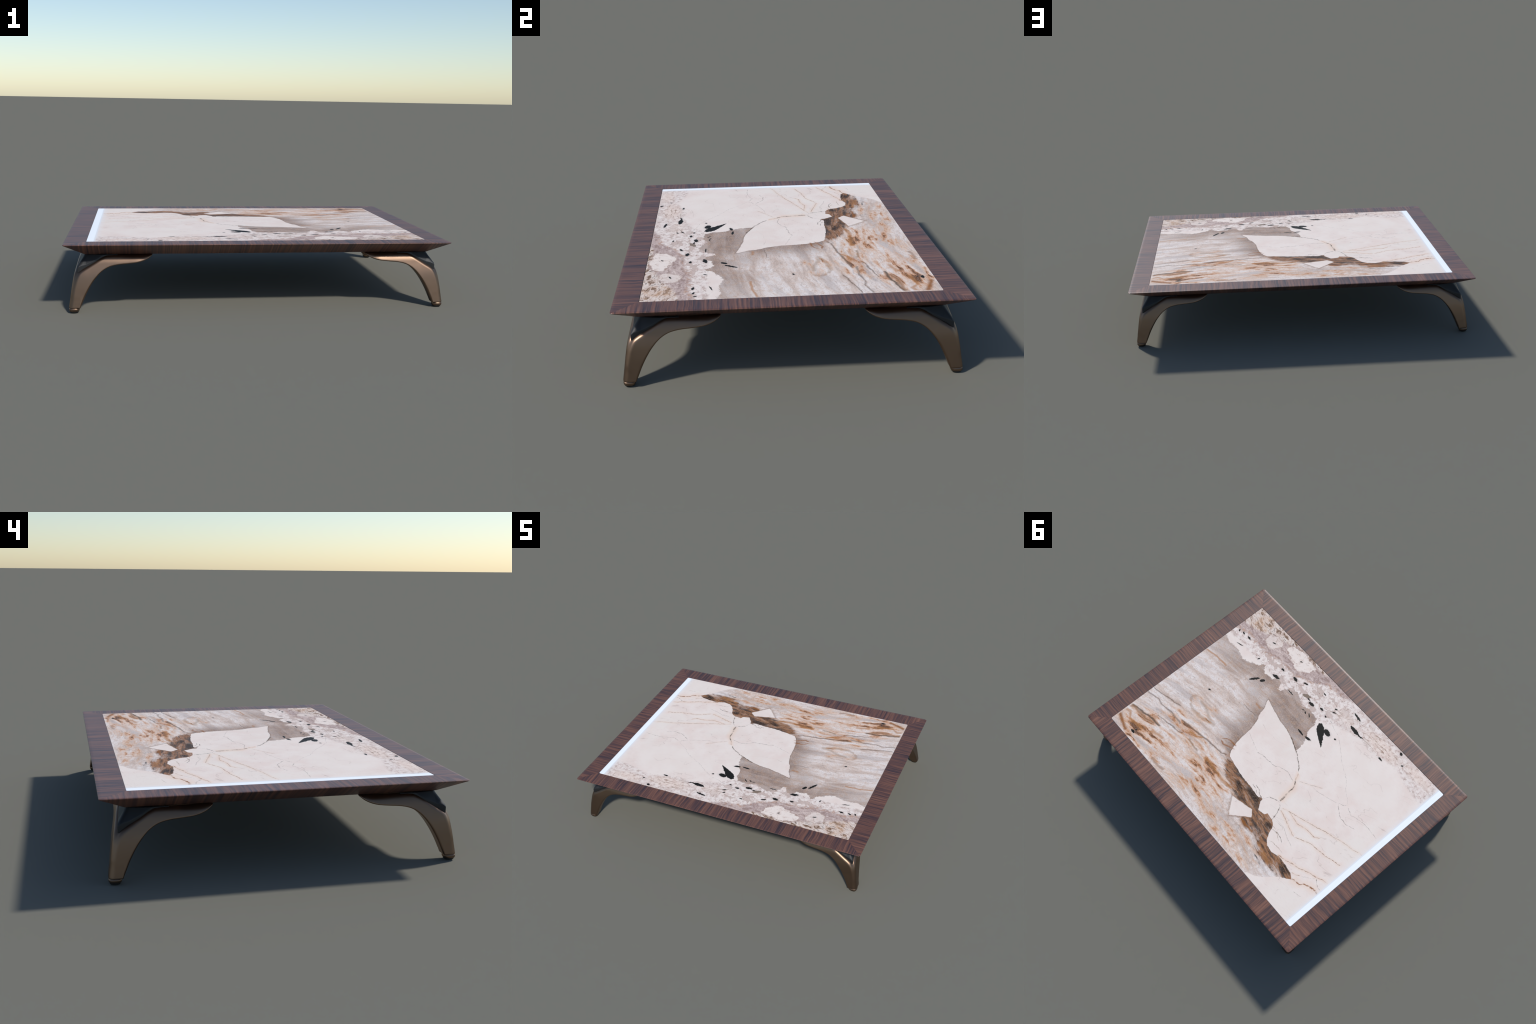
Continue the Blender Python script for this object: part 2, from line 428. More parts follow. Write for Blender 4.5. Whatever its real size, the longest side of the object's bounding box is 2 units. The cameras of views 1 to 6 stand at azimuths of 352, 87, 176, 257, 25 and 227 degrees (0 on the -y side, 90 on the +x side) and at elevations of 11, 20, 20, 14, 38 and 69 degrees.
    mcol = N.mix(N.all_of(ridge, vein_zone, .8), mcol, (0.27, 0.165, 0.115))

    # ---- assemble the regions
    col = N.mix(margin, white, mcol)
    # fragment boundary: left of it the white is a touch warmer and clearer
    col = N.mix(N.mul(blob(-.50, -.33, .30, .16, .7), .5), col, (0.84, 0.79, 0.755))
    col = N.mix(field, col, fcol)

    # ---- cracks: thin lines along y = f(x) or x = f(y)
    lines, glows = {}, []

    def crack(pts, w, k, tint=(0.20, 0.135, 0.10), steep=False, glow=0.0, soft=False):
        """Add one line to the mask of its tint; all lines of a tint are mixed in together later."""
        a, b = (Yc, Xc) if steep else (Xc, Yc)
        q = sorted([(p[1], p[0]) for p in pts] if steep else pts)
        r = [q[0]]
        for p in q[1:]:                                   # keep the abscissa strictly rising
            if p[0] > r[-1][0] + 0.001:
                r.append(p)
        x0, x1 = r[0][0], r[-1][0]
        d = N.math("ABSOLUTE", N.sub(b, N.curve(a, r)))
        mid, half = (x0 + x1) / 2, (x1 - x0) / 2
        span = N.step(N.math("ABSOLUTE", N.sub(a, mid)), half, half - min(.012, half * .3))
        if glow:
            g = N.mul(N.mul(N.step(d, w * 6, 0.0), span), glow)
            glows[:] = [N.max(glows[0], g)] if glows else [g]
        if soft:
            m = N.all_of(N.step(N.add(d, N.mul(N.sub(streak_in, .5), w * 2.2)), w * 1.5, w * .1), span, k)
        else:
            m = N.all_of(N.step(N.add(d, N.mul(grain_w, w * .7)), w * 1.15, w * .35), span, N.mul(grain_k, k))
        lines[tint] = N.max(lines[tint], m) if tint in lines else m

    grain_c = N.noise(flat, 38.0, 2.0)
    grain_k = N.step(grain_c, .34, .54, .38, 1.0)
    grain_w = N.step(N.noise(flat, 62.0, 2.0), .35, .68)
    DK, RU, GY, VE = (0.115, 0.085, 0.065), (0.30, 0.165, 0.09), (0.27, 0.22, 0.20), (0.17, 0.115, 0.085)
    OR, BR, DR = (0.43, 0.20, 0.07), (0.29, 0.19, 0.12), (0.28, 0.11, 0.03)
    # all lines live in a node group of their own
    outer, given = N.t, {"across": Xc, "along": Yc, "grain": streak, "thin": grain_w, "strength": grain_k}
    N.t = bpy.data.node_groups.new("stone_lines", "ShaderNodeTree")
    for name in given:
        N.t.interface.new_socket(name, in_out="INPUT", socket_type="NodeSocketFloat")
    inside = N.t.nodes.new("NodeGroupInput").outputs
    Xc, Yc, streak_in, grain_w, grain_k = (inside[name] for name in given)
    # lens joint and its branches
    crack([(-.208, .005), (-.221, .017), (-.239, .049), (-.246, .093), (-.248, .137), (-.255, .180)], 0.0075, .9, DK, True, .35)
    crack([(-.259, .183), (-.282, .208), (-.300, .244), (-.314, .293)], 0.0055, .85, DK, True)
    crack([(-.174, .250), (-.164, .229), (-.191, .204), (-.225, .191), (-.259, .183)], 0.0042, .65, DK)
    crack([(.048, -.168), (.028, -.163), (-.036, -.135), (-.073, -.122), (-.099, -.105), (-.150, -.074), (-.185, -.035)], 0.0065, .9, DK)
    crack([(-.185, -.040), (-.200, -.018), (-.211, .014)], 0.0052, .6, RU, True, .4)
    crack([(.239, .023), (.178, .042), (.134, .057), (.096, .068)], 0.0026, .5, GY)
    crack([(.096, .072), (.058, .057), (-.002, .054), (-.055, .046), (-.082, .026), (-.131, .009), (-.177, .022), (-.213, .032)], 0.0031, .8, GY)
    # long hairlines over the large white fragment
    crack([(-.316, -.295), (-.357, -.269), (-.422, -.238), (-.458, -.195), (-.516, -.158), (-.552, -.128)], 0.0023, .5, GY)
    crack([(-.552, -.128), (-.535, -.108), (-.497, -.094)], 0.0029, .7, GY)
    crack([(-.497, -.094), (-.542, -.065), (-.584, -.037), (-.635, -.039), (-.699, -.061)], 0.0029, .7, GY)
    crack([(-.558, -.123), (-.610, -.100), (-.676, -.120), (-.746, -.126), (-.788, -.125), (-.831, -.118)], 0.0029, .6, GY)
    crack([(-.225, .004), (-.303, -.045), (-.369, -.090)], 0.0034, .7, GY, False, .15)
    crack([(-.307, -.042), (-.369, -.047), (-.446, -.069), (-.496, -.089)], 0.0023, .5, GY)
    crack([(-.290, .200), (-.349, .176), (-.396, .159), (-.477, .134), (-.573, .097), (-.688, .062), (-.787, .035), (-.850, .019)], 0.0031, .7, BR, False, .22)
    crack([(-.296, .210), (-.332, .219), (-.385, .234), (-.418, .246), (-.486, .263)], 0.0034, .7, RU, False, .3)
    crack([(-.340, .176), (-.434, .191), (-.468, .179), (-.508, .171), (-.562, .167), (-.603, .145)], 0.0034, .7, RU, False, .3)
    crack([(-.486, .263), (-.537, .234), (-.589, .211), (-.642, .205), (-.705, .193), (-.813, .165)], 0.0035, .8, RU, False, .2)
    crack([(-.333, .309), (-.379, .317), (-.418, .335), (-.454, .355)], 0.0031, .7, BR)
    crack([(-.320, .285), (-.395, .270), (-.450, .292), (-.520, .318)], 0.0026, .5, GY)
    # corner veins past the brown tip
    crack([(-.672, .447), (-.700, .440), (-.734, .432), (-.748, .410), (-.777, .395), (-.811, .388), (-.853, .384)], 0.0088, .95, DR, False, .3)
    crack([(-.645, .423), (-.700, .394)], 0.0034, .75, RU, False, .2)
    crack([(-.500, .412), (-.532, .408), (-.600, .384), (-.664, .363), (-.715, .340), (-.769, .325), (-.803, .304), (-.846, .295)], 0.0036, .75, RU, False, .3)
    crack([(-.769, .325), (-.790, .342), (-.818, .359), (-.851, .362)], 0.0042, .8, DK)
    crack([(-.738, .489), (-.779, .484), (-.805, .470)], 0.0023, .6, GY)
    crack([(-.700, .394), (-.745, .360), (-.770, .330)], 0.0023, .6, GY)
    # small rusty rings on the lens shoulder
    crack([(.318, .186), (.300, .163), (.268, .154), (.229, .149), (.209, .146)], .0052, .8, DR, soft=True)
    crack([(.197, .166), (.219, .179), (.250, .190), (.280, .201), (.312, .192)], .0048, .75, DR, soft=True)
    # dark branches leaving the brown band
    crack([(-.174, .252), (-.140, .246), (-.100, .226), (-.070, .222)], .0042, .9, DK)
    crack([(-.120, .262), (-.090, .240), (-.050, .236)], .0030, .8, DK)
    crack([(-.358, .330), (-.400, .322), (-.440, .330), (-.470, .345)], .0034, .8, DK)
    crack([(-.390, .399), (-.430, .385), (-.480, .380), (-.520, .388)], .0028, .7, BR)
    # veins of the field
    crack([(.893, .297), (.824, .289), (.763, .268), (.707, .258), (.660, .242)], 0.0043, .75, VE, soft=True)
    crack([(.893, .345), (.843, .333), (.793, .324), (.750, .331), (.673, .317), (.615, .320), (.561, .326)], 0.0057, .65, VE, soft=True)
    crack([(.720, .402), (.655, .388), (.594, .378), (.533, .369), (.501, .352)], 0.0049, .75, VE, soft=True)
    crack([(.590, .303), (.534, .294), (.482, .288), (.431, .276), (.346, .260), (.240, .251), (.201, .225)], 0.0062, .8, VE, soft=True)
    crack([(.490, .318), (.428, .300), (.389, .268)], 0.0081, .8, OR, soft=True)
    crack([(.455, .346), (.395, .357), (.345, .360)], 0.0068, .7, BR, soft=True)
    crack([(.886, .480), (.834, .465), (.783, .462), (.738, .444), (.688, .441), (.635, .435)], 0.0078, .9, DK, soft=True)
    crack([(.885, .492), (.852, .477), (.790, .480), (.733, .474), (.674, .452)], 0.0115, .8, RU, soft=True)
    crack([(.887, .572), (.831, .597), (.787, .614), (.755, .620)], 0.0128, .9, DR, soft=True)
    crack([(.883, .532), (.847, .517), (.806, .553), (.736, .540), (.686, .536)], 0.0115, .65, OR, soft=True)
    crack([(.659, .505), (.600, .483), (.554, .477)], 0.0135, .6, OR, soft=True)
    crack([(.506, .612), (.466, .614), (.420, .611), (.379, .602)], 0.0108, .65, RU, soft=True)
    crack([(.294, .349), (.227, .351), (.153, .358), (.084, .363), (.000, .350)], 0.0115, .65, OR, soft=True)
    crack([(-.175, .430), (-.234, .438), (-.303, .439)], 0.0088, .85, DR, soft=True)
    crack([(-.374, .463), (-.420, .471), (-.469, .476), (-.522, .506)], 0.0120, .5, OR, soft=True)
    crack([(.616, .117), (.538, .132), (.472, .159), (.408, .168)], 0.0128, .42, BR, soft=True)
    crack([(.650, .176), (.605, .201), (.555, .198), (.492, .188), (.427, .169)], 0.0105, .40, BR, soft=True)
    crack([(.652, .182), (.668, .140), (.660, .115), (.640, .104)], 0.0130, .42, RU, True, soft=True)
    crack([(.414, -.079), (.352, -.082), (.288, -.094)], 0.0030, .6, VE, soft=True)
    crack([(.367, -.143), (.311, -.145)], 0.0081, .6, OR, soft=True)
    crack([(.890, -.148), (.850, -.155), (.805, -.168), (.760, -.166), (.700, -.172)], 0.0074, .7, OR, soft=True)
    # margin veins
    crack([(-.316, -.295), (-.252, -.342), (-.162, -.401), (-.113, -.412), (-.053, -.432), (.020, -.452)], .0022, .6, GY)
    crack([(-.001, -.481), (-.066, -.508), (-.109, -.527), (-.145, -.562), (-.210, -.576), (-.262, -.602)], .0030, .75, BR)
    crack([(-.240, -.506), (-.280, -.512), (-.348, -.511), (-.408, -.506)], .0032, .7, BR)
    crack([(-.304, -.569), (-.376, -.564), (-.455, -.568)], .0036, .7, BR)
    crack([(.22, -.44), (.14, -.452), (.06, -.462), (.000, -.481), (-.069, -.507), (-.112, -.556)], .0030, .7, BR)

    layers = [((0.80, 0.56, 0.40), glows[0])] + list(lines.items())
    for i in range(len(layers)):
        N.t.interface.new_socket(f"layer {i}", in_out="OUTPUT", socket_type="NodeSocketFloat")
    result = N.t.nodes.new("NodeGroupOutput")
    for i, (tint, mask) in enumerate(layers):
        N.put(result.inputs[i], mask)
    group, N.t = N.t, outer
    use = N.t.nodes.new("ShaderNodeGroup")
    use.node_tree = group
    for name, v in given.items():
        N.put(use.inputs[name], v)
    for i, (tint, mask) in enumerate(layers):
        col = N.mix(use.outputs[i], col, tint)

    # ---- dark amphibole spots: (x, y, half length, half width, turn in degrees)
    spots = [
        (-.096, -.360, .0306, .0205, 175), (.122, -.419, .0225, .0105, 3), (.052, -.446, .0145, .0070, 0), 
        (-.003, -.430, .0115, .0045, 178), (-.012, -.517, .0100, .0069, 30), (.118, -.534, .0118, .0052, 168), (-.164, -.370, .0091, .0075, 171),
        (-.143, -.587, .0334, .0068, 171), (-.264, -.508, .0193, .0036, 10), (.018, -.232, .032, .0060, 174),
        (-.045, -.238, .0256, .0090, 12), (.073, -.354, .0181, .0042, 141), (.103, -.349, .0129, .0046, 144), (.328, -.458, .0201, .0095, 174),
        (.258, -.489, .0172, .0060, 17), (-.452, -.499, .0165, .0068, 177), (.127, -.350, .0125, .0043, 16), (.508, -.252, .0380, .0095, 57),
        (.462, -.284, .0205, .0108, 50), (.426, -.372, .0300, .0095, 14), (.424, -.373, .0187, .0110, 165), (.818, -.420, .0128, .0060, 149),
        (.853, -.412, .0103, .0045, 129), (.765, -.423, .0161, .0065, 173), (.768, -.345, .0260, .0036, 16), 
        (.604, -.370, .0108, .0050, 56), (.435, -.440, .0131, .0065, 173), 
        (.637, .025, .0105, .0067, 5), (.276, -.370, .0300, .0036, 178), (-.579, -.576, .0099, .0064, 49), (-.516, -.627, .0139, .0078, 159),
        (.724, .591, .0195, .0085, 179), (.720, .571, .0075, .0050, 4), (.400, -.575, .0100, .0045, 30),
        (.625, -.527, .0130, .0042, 20), (-.020, -.493, .0150, .0050, 24), (.170, -.430, .0300, .0045, 172)]
    fine_warp = N.vec("ADD", flat, N.vec("SCALE", wb, 0.015))
    best = None
    for sx, sy, a, b, deg in spots:
        if sy > -.40 or a < .013:
            a, b = a * .92, b * .85               # the small flecks are slight
        m = N.t.nodes.new("ShaderNodeMapping")
        m.vector_type = "TEXTURE"
        m.inputs["Location"].default_value = (sx, sy, 0)
        m.inputs["Rotation"].default_value = (0, 0, math.radians(deg))
        m.inputs["Scale"].default_value = (a, b, 1)
        N.put(m.inputs["Vector"], fine_warp)
        l = N.vec("LENGTH", m.outputs[0], None)
        best = l if best is None else N.min(best, l)
    col = N.mix(N.mul(N.step(best, 1.9, 1.0), .22), col, (0.40, 0.36, 0.35))
    col = N.mix(N.step(best, 1.10, .90), col, (0.014, 0.014, 0.013))
    # the big leaf-shaped spot and the broken one beside the margin: width tapers along the length

    def leaf(col, ax, ay, bx, by, widths, tint=(0.014, 0.014, 0.013)):
        L = math.hypot(bx - ax, by - ay)
        dx, dy = (bx - ax) / L, (by - ay) / L
        rel = N.vec("SUBTRACT", fine_warp, (ax, ay, 0))
        t = N.vec("DOT_PRODUCT", rel, (dx, dy, 0))
        d = N.math("ABSOLUTE", N.vec("DOT_PRODUCT", rel, (-dy, dx, 0)))
        w = N.curve(t, [(f * L, v) for f, v in widths], True)
        ok = N.all_of(N.step(N.sub(d, w), .0015, -.0015), N.math("GREATER_THAN", t, 0.0), N.math("LESS_THAN", t, L))
        return N.mix(ok, col, tint)

    col = leaf(col, -.017, -.372, -.146, -.262, [(0, .008), (.12, .020), (.4, .0225), (.65, .015), (.85, .008), (1, .001)])
    col = leaf(col, -.160, -.512, -.266, -.502, [(0, .004), (.2, .011), (.5, .0125), (.7, .007), (1, .002)])
    col = leaf(col, .215, -.420, .160, -.448, [(0, .003), (.3, .011), (.7, .012), (1, .004)], (0.24, 0.19, 0.155))

    col = N.mix(1.0, col, (1.015, 0.960, 0.905), "MULTIPLY")      # overall warm cast of the stone

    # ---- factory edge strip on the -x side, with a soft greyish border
    near_strip = N.step(x, -.815, -.845)
    col = N.mix(N.mul(near_strip, .45), col, (0.83, 0.80, 0.785))
    col = N.mix(N.mul(N.step(x, -.842, -.850), .8), col, (0.80, 0.82, 0.85))
    col = N.mix(N.step(x, -.8525, -.8550), col, (0.93, 0.97, 1.0))
    # cut sides of the slab stay plain
    col = N.mix(N.step(z, .3488, .3478), col, (0.74, 0.74, 0.76))

    N.put(N.bsdf.inputs["Base Color"], col)
    N.bsdf.inputs["Roughness"].default_value = 0.55
    N.bsdf.inputs["Specular IOR Level"].default_value = 0.12
    return N.mat


WOOD_X = walnut("walnut_banded_lengthwise", True)
WOOD_Y = walnut("walnut_banded_crosswise", False)
BRONZE = bronze()
BLACK = plain("black_leather", (0.011, 0.012, 0.014), 0.55)
RUBBER = plain("black_rubber", (0.012, 0.012, 0.012), 0.6)
STONE = stone()


# ------------------------------------------------------------------ table top
def rounded_ring(hx, hy, r, n=8, y_low=None):
    """Four sides of a rounded rectangle; each runs from corner middle to corner middle.
    Order: -y side, +x side, +y side, -x side. y_low moves the -y side only."""
    lo = -hy if y_low is None else y_low
    centres = [(-hx + r, lo + r, 180), (hx - r, lo + r, 270), (hx - r, hy - r, 0), (-hx + r, hy - r, 90)]

    def arc(k, a, b):
        cx, cy, base = centres[k]
        return [(cx + r * math.cos(math.radians(base + t)), cy + r * math.sin(math.radians(base + t))) for t in np.linspace(a, b, n)]

    return [arc(k, 45, 90) + arc((k + 1) % 4, 0, 45) for k in range(4)]


table = link(bpy.data.objects.new("coffee_table", None))
table.empty_display_size = 0.1
table["label"] = "low coffee table with walnut frame, marbled stone top and bronze legs"
table["category"] = "coffee table"

top = link(bpy.data.objects.new("tabletop", None), table)

levels = [  # (half x, half y, corner radius, z, -y side)
    (SLAB_X + .0012, SLAB_Y + .0012, .0080, .3350, -(SLAB_Y + .0022)),
    (SLAB_X + .0012, SLAB_Y + .0012, .0080, Z_TOP - .0006, -(SLAB_Y + .0022)),
    (SLAB_X + .0020, SLAB_Y + .0020, .0084, Z_TOP, -(SLAB_Y + .0030)),
    (HALF_X - .0160, HALF_Y - .0160, .0100, Z_TOP, None),
    (HALF_X - .0030, HALF_Y - .0030, .0120, Z_TOP, None),
    (HALF_X - .0012, HALF_Y - .0012, .0138, Z_TOP - .0007, None),
    (HALF_X, HALF_Y, .0150, Z_EDGE, None),
    (HALF_X - .0006, HALF_Y - .0006, .0146, Z_EDGE - .0016, None),
    (HALF_X - .0030, HALF_Y - .0030, .0130, Z_EDGE - .0036, None),
    (HALF_X - BEVEL + .0015, HALF_Y - BEVEL + .0015, .0050, Z_BOTTOM + .0008, None),
    (HALF_X - BEVEL - .0010, HALF_Y - BEVEL - .0010, .0045, Z_BOTTOM, None),
    (SLAB_X - .0120, SLAB_Y - .0120, .0020, Z_BOTTOM, None),
    (SLAB_X - .0120, SLAB_Y - .0120, .0020, .3350, None),
]
for side in range(4):
    along_x = side in (0, 2)
    rows = []
    for hx, hy, r, z, lo in levels:
        pts = rounded_ring(hx, hy, r, y_low=lo)[side]
        row = []
        for i, (px, py) in enumerate(pts):
            # a hair's breadth of joint at both mitres
            g = 0.00015 * (1 if i == 0 else -1 if i == len(pts) - 1 else 0)
            ux, uy = [(1, 0), (0, 1), (-1, 0), (0, -1)][side]
            row.append((px + g * ux, py + g * uy, z))
        rows.append(row)
    m = len(rows[0])
    verts = [p for row in rows for p in row]
    faces = []
    R = len(rows)
    for j in range(R):
        k = (j + 1) % R
        for i in range(m - 1):
            faces.append((j * m + i, k * m + i, k * m + i + 1, j * m + i + 1))
    faces.append(tuple(j * m for j in range(R))[::-1])
    faces.append(tuple(j * m + m - 1 for j in range(R)))
    rail = mesh_object("frame_rail", verts, faces, WOOD_X if along_x else WOOD_Y, top)
    me = rail.data
    import bmesh
    bm = bmesh.new()
    bm.from_mesh(me)
    bmesh.ops.recalc_face_normals(bm, faces=bm.faces[:])
    bm.to_mesh(me)
    bm.free()
    for p in me.polygons:
        p.use_smooth = len(p.vertices) == 4
    me.set_sharp_from_angle(angle=math.radians(30))


def slab(name, hx, hy, r, z0, z1, edge, mat, parent, y_low=None):
    """Rounded-rectangle plate with eased top and bottom edges."""
    rings = []
    for d, z in ((edge, z0), (0, z0 + edge), (0, z1 - edge), (edge, z1)):
        lo = None if y_low is None else y_low + d
        pts = [p for s in rounded_ring(hx - d, hy - d, r - d * .5, y_low=lo) for p in s[:-1]]
        rings.append([(px, py, z) for px, py in pts])
    m = len(rings[0])
    verts = [p for ring in rings for p in ring]
    faces = [(j * m + i, j * m + (i + 1) % m, (j + 1) * m + (i + 1) % m, (j + 1) * m + i) for j in range(3) for i in range(m)]
    faces += [tuple(range(m))[::-1], tuple(3 * m + i for i in range(m))]
    return mesh_object(name, verts, faces, mat, parent)


slab("stone_slab", SLAB_X, SLAB_Y, .0075, .3356, Z_TOP - .0003, .0006, STONE, top)
slab("underside_panel", SLAB_X - .0126, SLAB_Y - .0126, .0020, Z_BOTTOM + .0012, .3352, .0004, WOOD_X, top)


# ------------------------------------------------------------------ legs (implicit solids, meshed here)
def net_surface(f, lo, hi, h):
    """Surface-nets mesh of f = 0 (f < 0 inside), vertices then pulled onto the surface."""
    ax = [np.arange(a, b + h, h) for a, b in zip(lo, hi)]
    G = np.stack(np.meshgrid(*ax, indexing="ij"), -1)
    V = f(G[..., 0], G[..., 1], G[..., 2])
    S = V < 0
    n = [len(a) for a in ax]
    corners = [(i, j, k) for i in (0, 1) for j in (0, 1) for k in (0, 1)]

    def cut(A, c):
        return A[c[0]:n[0] - 1 + c[0], c[1]:n[1] - 1 + c[1], c[2]:n[2] - 1 + c[2]]

    count = sum(cut(S, c).astype(int) for c in corners)
    active = (count > 0) & (count < 8)
    idx = -np.ones(active.shape, int)
    idx[active] = np.arange(active.sum())
    acc, num = np.zeros((active.sum(), 3)), np.zeros(active.sum())
    for a in corners:
        for d in range(3):
            if a[d]:
                continue
            b = tuple(1 if i == d else a[i] for i in range(3))
            va, vb = cut(V, a)[active], cut(V, b)[active]
            hit = (va < 0) != (vb < 0)
            t = np.where(hit, va / np.where(hit, va - vb, 1), 0)
            p = np.tile(np.array(a, float), (len(t), 1))
            p[:, d] += t
            acc[hit] += p[hit]
            num[hit] += 1
    pos = (np.argwhere(active) + acc / num[:, None]) * h + np.array([a[0] for a in ax])
    for _ in range(3):                                    # Newton steps to the true surface
        e = 2e-4
        val = f(*pos.T)
        g = np.stack([(f(*(pos + e * np.eye(3)[d]).T) - f(*(pos - e * np.eye(3)[d]).T)) / (2 * e) for d in range(3)], -1)
        s = np.clip(val / np.maximum((g * g).sum(1), .05), -h * .5, h * .5)
        pos = pos - 0.8 * s[:, None] * g
    faces = []
    for d in range(3):
        o = [i for i in range(3) if i != d]
        sl = [slice(1, n[i] - 1) for i in range(3)]
        sl[d] = slice(0, n[d] - 1)
        sh = list(sl)
        sh[d] = slice(1, n[d])
        s0, s1 = S[tuple(sl)], S[tuple(sh)]
        at = np.argwhere(s0 != s1)
        at_full = at + np.array([1 if i != d else 0 for i in range(3)])
        inside_first = s0[tuple(at.T)]
        quad = []
        for da, db in ((1, 1), (0, 1), (0, 0), (1, 0)):
            q = at_full.copy()
            q[:, o[0]] -= da
            q[:, o[1]] -= db
            quad.append(idx[tuple(q.T)])
        quad = np.stack(quad, 1)
        flip = inside_first if d != 1 else ~inside_first
        quad[~flip] = quad[~flip][:, ::-1]
        faces.append(quad)
    return pos, np.concatenate(faces)


def poly_distance(pts):
    """Signed distance (negative inside) to a closed polygon, as a fast bilinear lookup."""
    p = np.array(pts, float)
    q = np.roll(p, -1, 0)
    step = .0015
    gu, gz = np.arange(-.03, .48, step), np.arange(-.01, .32, step)
    U, Z = np.meshgrid(gu, gz, indexing="ij")
    best = np.full(U.shape, 1e9)
    inside = np.zeros(U.shape, bool)
    for a, b in zip(p, q):
        ab = b - a
        t = np.clip(((U - a[0]) * ab[0] + (Z - a[1]) * ab[1]) / (ab @ ab), 0, 1)
        best = np.minimum(best, np.hypot(U - a[0] - t * ab[0], Z - a[1] - t * ab[1]))
        crosses = (a[1] > Z) != (b[1] > Z)
        with np.errstate(divide="ignore", invalid="ignore"):
            inside ^= crosses & (U < ab[0] * (Z - a[1]) / ab[1] + a[0])
    D = np.where(inside, -best, best)

    def look(u, z):
        i = np.clip((u - gu[0]) / step, 0, len(gu) - 1.001)
        j = np.clip((z - gz[0]) / step, 0, len(gz) - 1.001)
        i0, j0 = i.astype(int), j.astype(int)
        a, b = i - i0, j - j0
        return (D[i0, j0] * (1 - a) * (1 - b) + D[i0 + 1, j0] * a * (1 - b) + D[i0, j0 + 1] * (1 - a) * b + D[i0 + 1, j0 + 1] * a * b)

    return look


def smooth_curve(pts, n=60):
    """Catmull-Rom polyline through control points."""
    p = np.array([2 * np.array(pts[0]) - pts[1], *pts, 2 * np.array(pts[-1]) - pts[-2]], float)
    out = []
    per = max(2, n // (len(pts) - 1))
    for i in range(1, len(p) - 2):
        for t in np.linspace(0, 1, per, endpoint=False):
            a, b, c, d = p[i - 1:i + 3]
            out.append(.5 * (2 * b + (c - a) * t + (2 * a - 5 * b + 4 * c - d) * t ** 2 + (3 * b - a - 3 * c + d) * t ** 3))
    return out + [p[-2]]


def round_max(a, b, r):
    """Intersection of two half-spaces with a fillet of radius r."""
    return np.where((a > -r) & (b > -r), -r + np.hypot(np.maximum(a + r, 0), np.maximum(b + r, 0)), np.maximum(a, b))


def soft_min(a, b, k):
    h = np.clip(.5 + .5 * (b - a) / k, 0, 1)
    return b + (a - b) * h - k * h * (1 - h)


def ease(x, a, b):
    t = np.clip((x - a) / (b - a), 0, 1)
    return t * t * (3 - 2 * t)


# Leg frame of reference: u and v run inward from the outer corner, z up. Both arms are alike.
lean_pts = smooth_curve([(0, .002), (.03, .006), (.08, .0135), (.13, .0205), (.18, .0295), (.23, .0425), (.26, .0520), (.292, .068)])
lean_z, lean_o = np.array(lean_pts).T


def lean(z):
    """How far the outer face has moved inward at height z."""
    return np.interp(z, lean_z, lean_o)


arch = smooth_curve([(.059, .000), (.063, .022), (.0765, .055), (.0915, .090), (.1135, .132), (.137, .168), (.166, .2005), (.203, .2245),
                     (.248, .2362), (.305, .2416), (.348, .2465), (.380, .2545), (.405, .266), (.423, .280), (.437, .297)], 120)
back = smooth_curve([(.215, .2895), (.195, .2860), (.168, .2745), (.136, .254), (.100, .2315), (.075, .2165), (.057, .2030), (.045, .186), (.036, .164), (.029, .138), (.022, .108), (.012, .070), (-.02, -.02)], 110)
under = poly_distance([*arch, (.437, .5), (-.5, .5), (-.5, .0)])               # above the arch
over = poly_distance([(.6, -.5), (.6, .2868), (.40, .2868), (.225, .2862), *[b for b in back if b[1] < .2855], (-.02, -.5)])   # below the back
back_u, back_z = np.array(back)[::-1].T


def arm(u, v, z):
    face = (lean(z) + .007 * ease(u, .34, .44) - v) * .94
    width = .055 + .009 * ease(z, .05, .2)
    inner = v - (lean(np.minimum(z, .25)) + width - .012 * ease(u, .34, .44))
    r_top = .0185 + .005 * ease(u, .22, .34) - .014 * ease(u, .36, .43)
    d = round_max(over(u, z), face, r_top)
    d = round_max(d, np.maximum(under(u, z), -.04), .010 - .004 * ease(z, .10, .23))
    return round_max(d, inner, .008)


def leg_solid(u, v, z):
    d = soft_min(arm(u, v, z), arm(v, u, z), .006)
    # common outer corner, rounded
    wall = round_max((lean(z) - u) * .95, (lean(z) - v) * .95, .023 - .008 * ease(z, .05, .22))
    d = round_max(d, wall, .001)
    return round_max(d, .0235 - z, .003)


def pad_solid(u, v, z):
    m, M = np.minimum(u, v), np.maximum(u, v)
    zb = np.maximum(np.interp(M, back_u, back_z), .2035)
    edge = lean(zb) + .0125 - .0065 * ease(M, .08, .17)
    side = -soft_min(u - edge, v - edge, .004)
    lip = np.interp(M, [.04, .055, .092, .143, .182, .25], [.2285, .2310, .2395, .263, .2850, .30])
    q = soft_min(np.maximum(u - edge, 0), np.maximum(v - edge, 0), .020)
    top_z = lip + 1.5 * q - 2.0 * np.maximum(q, 0) ** 2
    d = round_max(side, (z - top_z) * .62, .0018)
    d = np.maximum(d, (zb - .007 - z) * .8)
    return np.maximum(d, z - .2862)


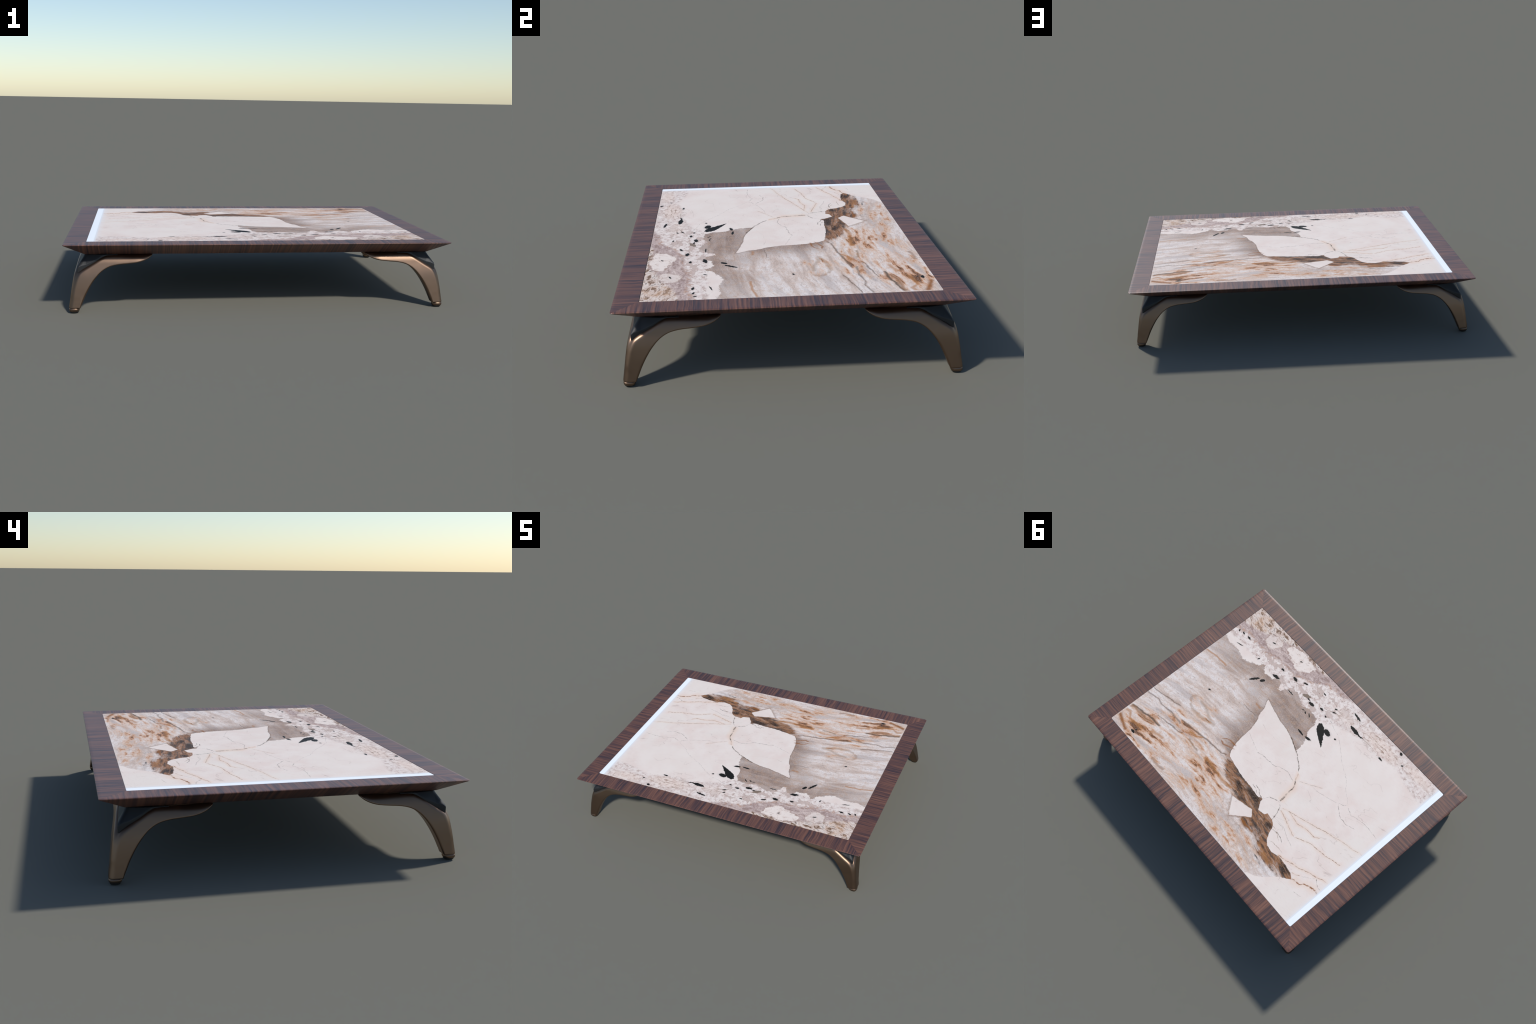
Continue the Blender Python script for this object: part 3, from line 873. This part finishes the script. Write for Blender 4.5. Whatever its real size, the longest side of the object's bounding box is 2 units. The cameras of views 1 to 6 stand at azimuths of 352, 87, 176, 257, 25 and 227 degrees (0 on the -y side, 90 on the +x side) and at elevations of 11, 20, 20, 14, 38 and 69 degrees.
def leg_mesh(name, f, lo, hi, h, mat, blur=.0022):
    pos, quads = net_surface(f, lo, hi, h)
    # centre on the foot so the object origin sits at the leg's base
    pos = pos - np.array([FOOT, FOOT, 0])
    me = bpy.data.meshes.new(name)
    me.from_pydata(pos.tolist(), [], quads.tolist())
    me.validate()
    bm = bmesh.new()
    bm.from_mesh(me)
    bmesh.ops.recalc_face_normals(bm, faces=bm.faces[:])
    bm.to_mesh(me)
    bm.free()
    me.polygons.foreach_set("use_smooth", [True] * len(me.polygons))
    me.materials.append(mat)
    me.update()
    # shading normals straight from the implicit function, so the metal stays free of facets
    q = np.empty(len(me.vertices) * 3)
    me.vertices.foreach_get("co", q)
    q = q.reshape(-1, 3) + np.array([FOOT, FOOT, 0])
    e = blur
    g = np.stack([f(*(q + e * np.eye(3)[d]).T) - f(*(q - e * np.eye(3)[d]).T) for d in range(3)], -1)
    g /= np.maximum(np.linalg.norm(g, axis=1), 1e-9)[:, None]
    me.normals_split_custom_set_from_vertices(g.tolist())
    return me


LEG = leg_mesh("leg", leg_solid, (-.012, -.012, .012), (.452, .452, .296), .0029, BRONZE)
PAD = leg_mesh("corner_pad", pad_solid, (.03, .03, .185), (.25, .25, .292), .0019, BLACK, .0008)


def turned(name, profile, mat, square=.62, n=32):
    """Soft-square foot part from (radius, z) rings."""
    verts, faces = [], []
    for r, z in profile:
        for i in range(n):
            a = 2 * math.pi * i / n
            c, s = math.cos(a), math.sin(a)
            k = (abs(c) ** 2.8 + abs(s) ** 2.8) ** (-1 / 2.8)
            verts.append((r * k * c, r * k * s, z))
    for j in range(len(profile) - 1):
        for i in range(n):
            faces.append((j * n + i, j * n + (i + 1) % n, (j + 1) * n + (i + 1) % n, (j + 1) * n + i))
    faces += [tuple(range(n))[::-1], tuple((len(profile) - 1) * n + i for i in range(n))]
    me = bpy.data.meshes.new(name)
    me.from_pydata(verts, [], faces)
    me.materials.append(mat)
    for p in me.polygons:
        p.use_smooth = len(p.vertices) == 4
    me.set_sharp_from_angle(angle=math.radians(60))
    me.update()
    return me


COLLAR = turned("foot_collar", [(.0205, .0066), (.0232, .0072), (.0250, .0094), (.0260, .0135), (.0262, .0190), (.0254, .0210), (.0240, .0221), (.0235, .0250)], BRONZE)
GLIDE = turned("foot_glide", [(.0180, 0.0), (.0200, .0010), (.0212, .0026), (.0218, .0068), (.0195, .0074)], RUBBER)

# thin mounting strip showing between table and the arms that run along y
def strip_mesh(swap):
    outline = [(.188, .0812), (.300, .0830), (.375, .0885), (.385, .100), (.375, .115), (.188, .118)]
    n = len(outline)
    pv = []
    for z in (.2834, Z_BOTTOM - .0002):
        for u, v in outline:
            u, v = u - FOOT, v - FOOT
            pv.append((v, u, z) if swap else (u, v, z))
    pf = [tuple(range(n)), tuple(range(n, 2 * n))] + [(i, (i + 1) % n, n + (i + 1) % n, n + i) for i in range(n)]
    me = bpy.data.meshes.new("mounting_strip")
    me.from_pydata(pv, [], pf)
    bm = bmesh.new()
    bm.from_mesh(me)
    bmesh.ops.recalc_face_normals(bm, faces=bm.faces[:])
    bm.to_mesh(me)
    bm.free()
    me.materials.append(BRONZE)
    return me


STRIPS = [strip_mesh(True), strip_mesh(False)]

for i, (sx, sy) in enumerate(((-1, -1), (1, -1), (1, 1), (-1, 1))):
    leg = link(bpy.data.objects.new("leg", LEG), table)
    leg.location = (sx * (LEG_X - FOOT), sy * (LEG_Y - FOOT), 0)
    leg.rotation_euler = (0, 0, i * math.pi / 2)          # the leg is its own mirror image, so turning suffices
    for name, me in (("corner_pad", PAD), ("mounting_strip", STRIPS[i % 2]), ("foot_collar", COLLAR), ("foot_glide", GLIDE)):
        link(bpy.data.objects.new(name, me), leg)
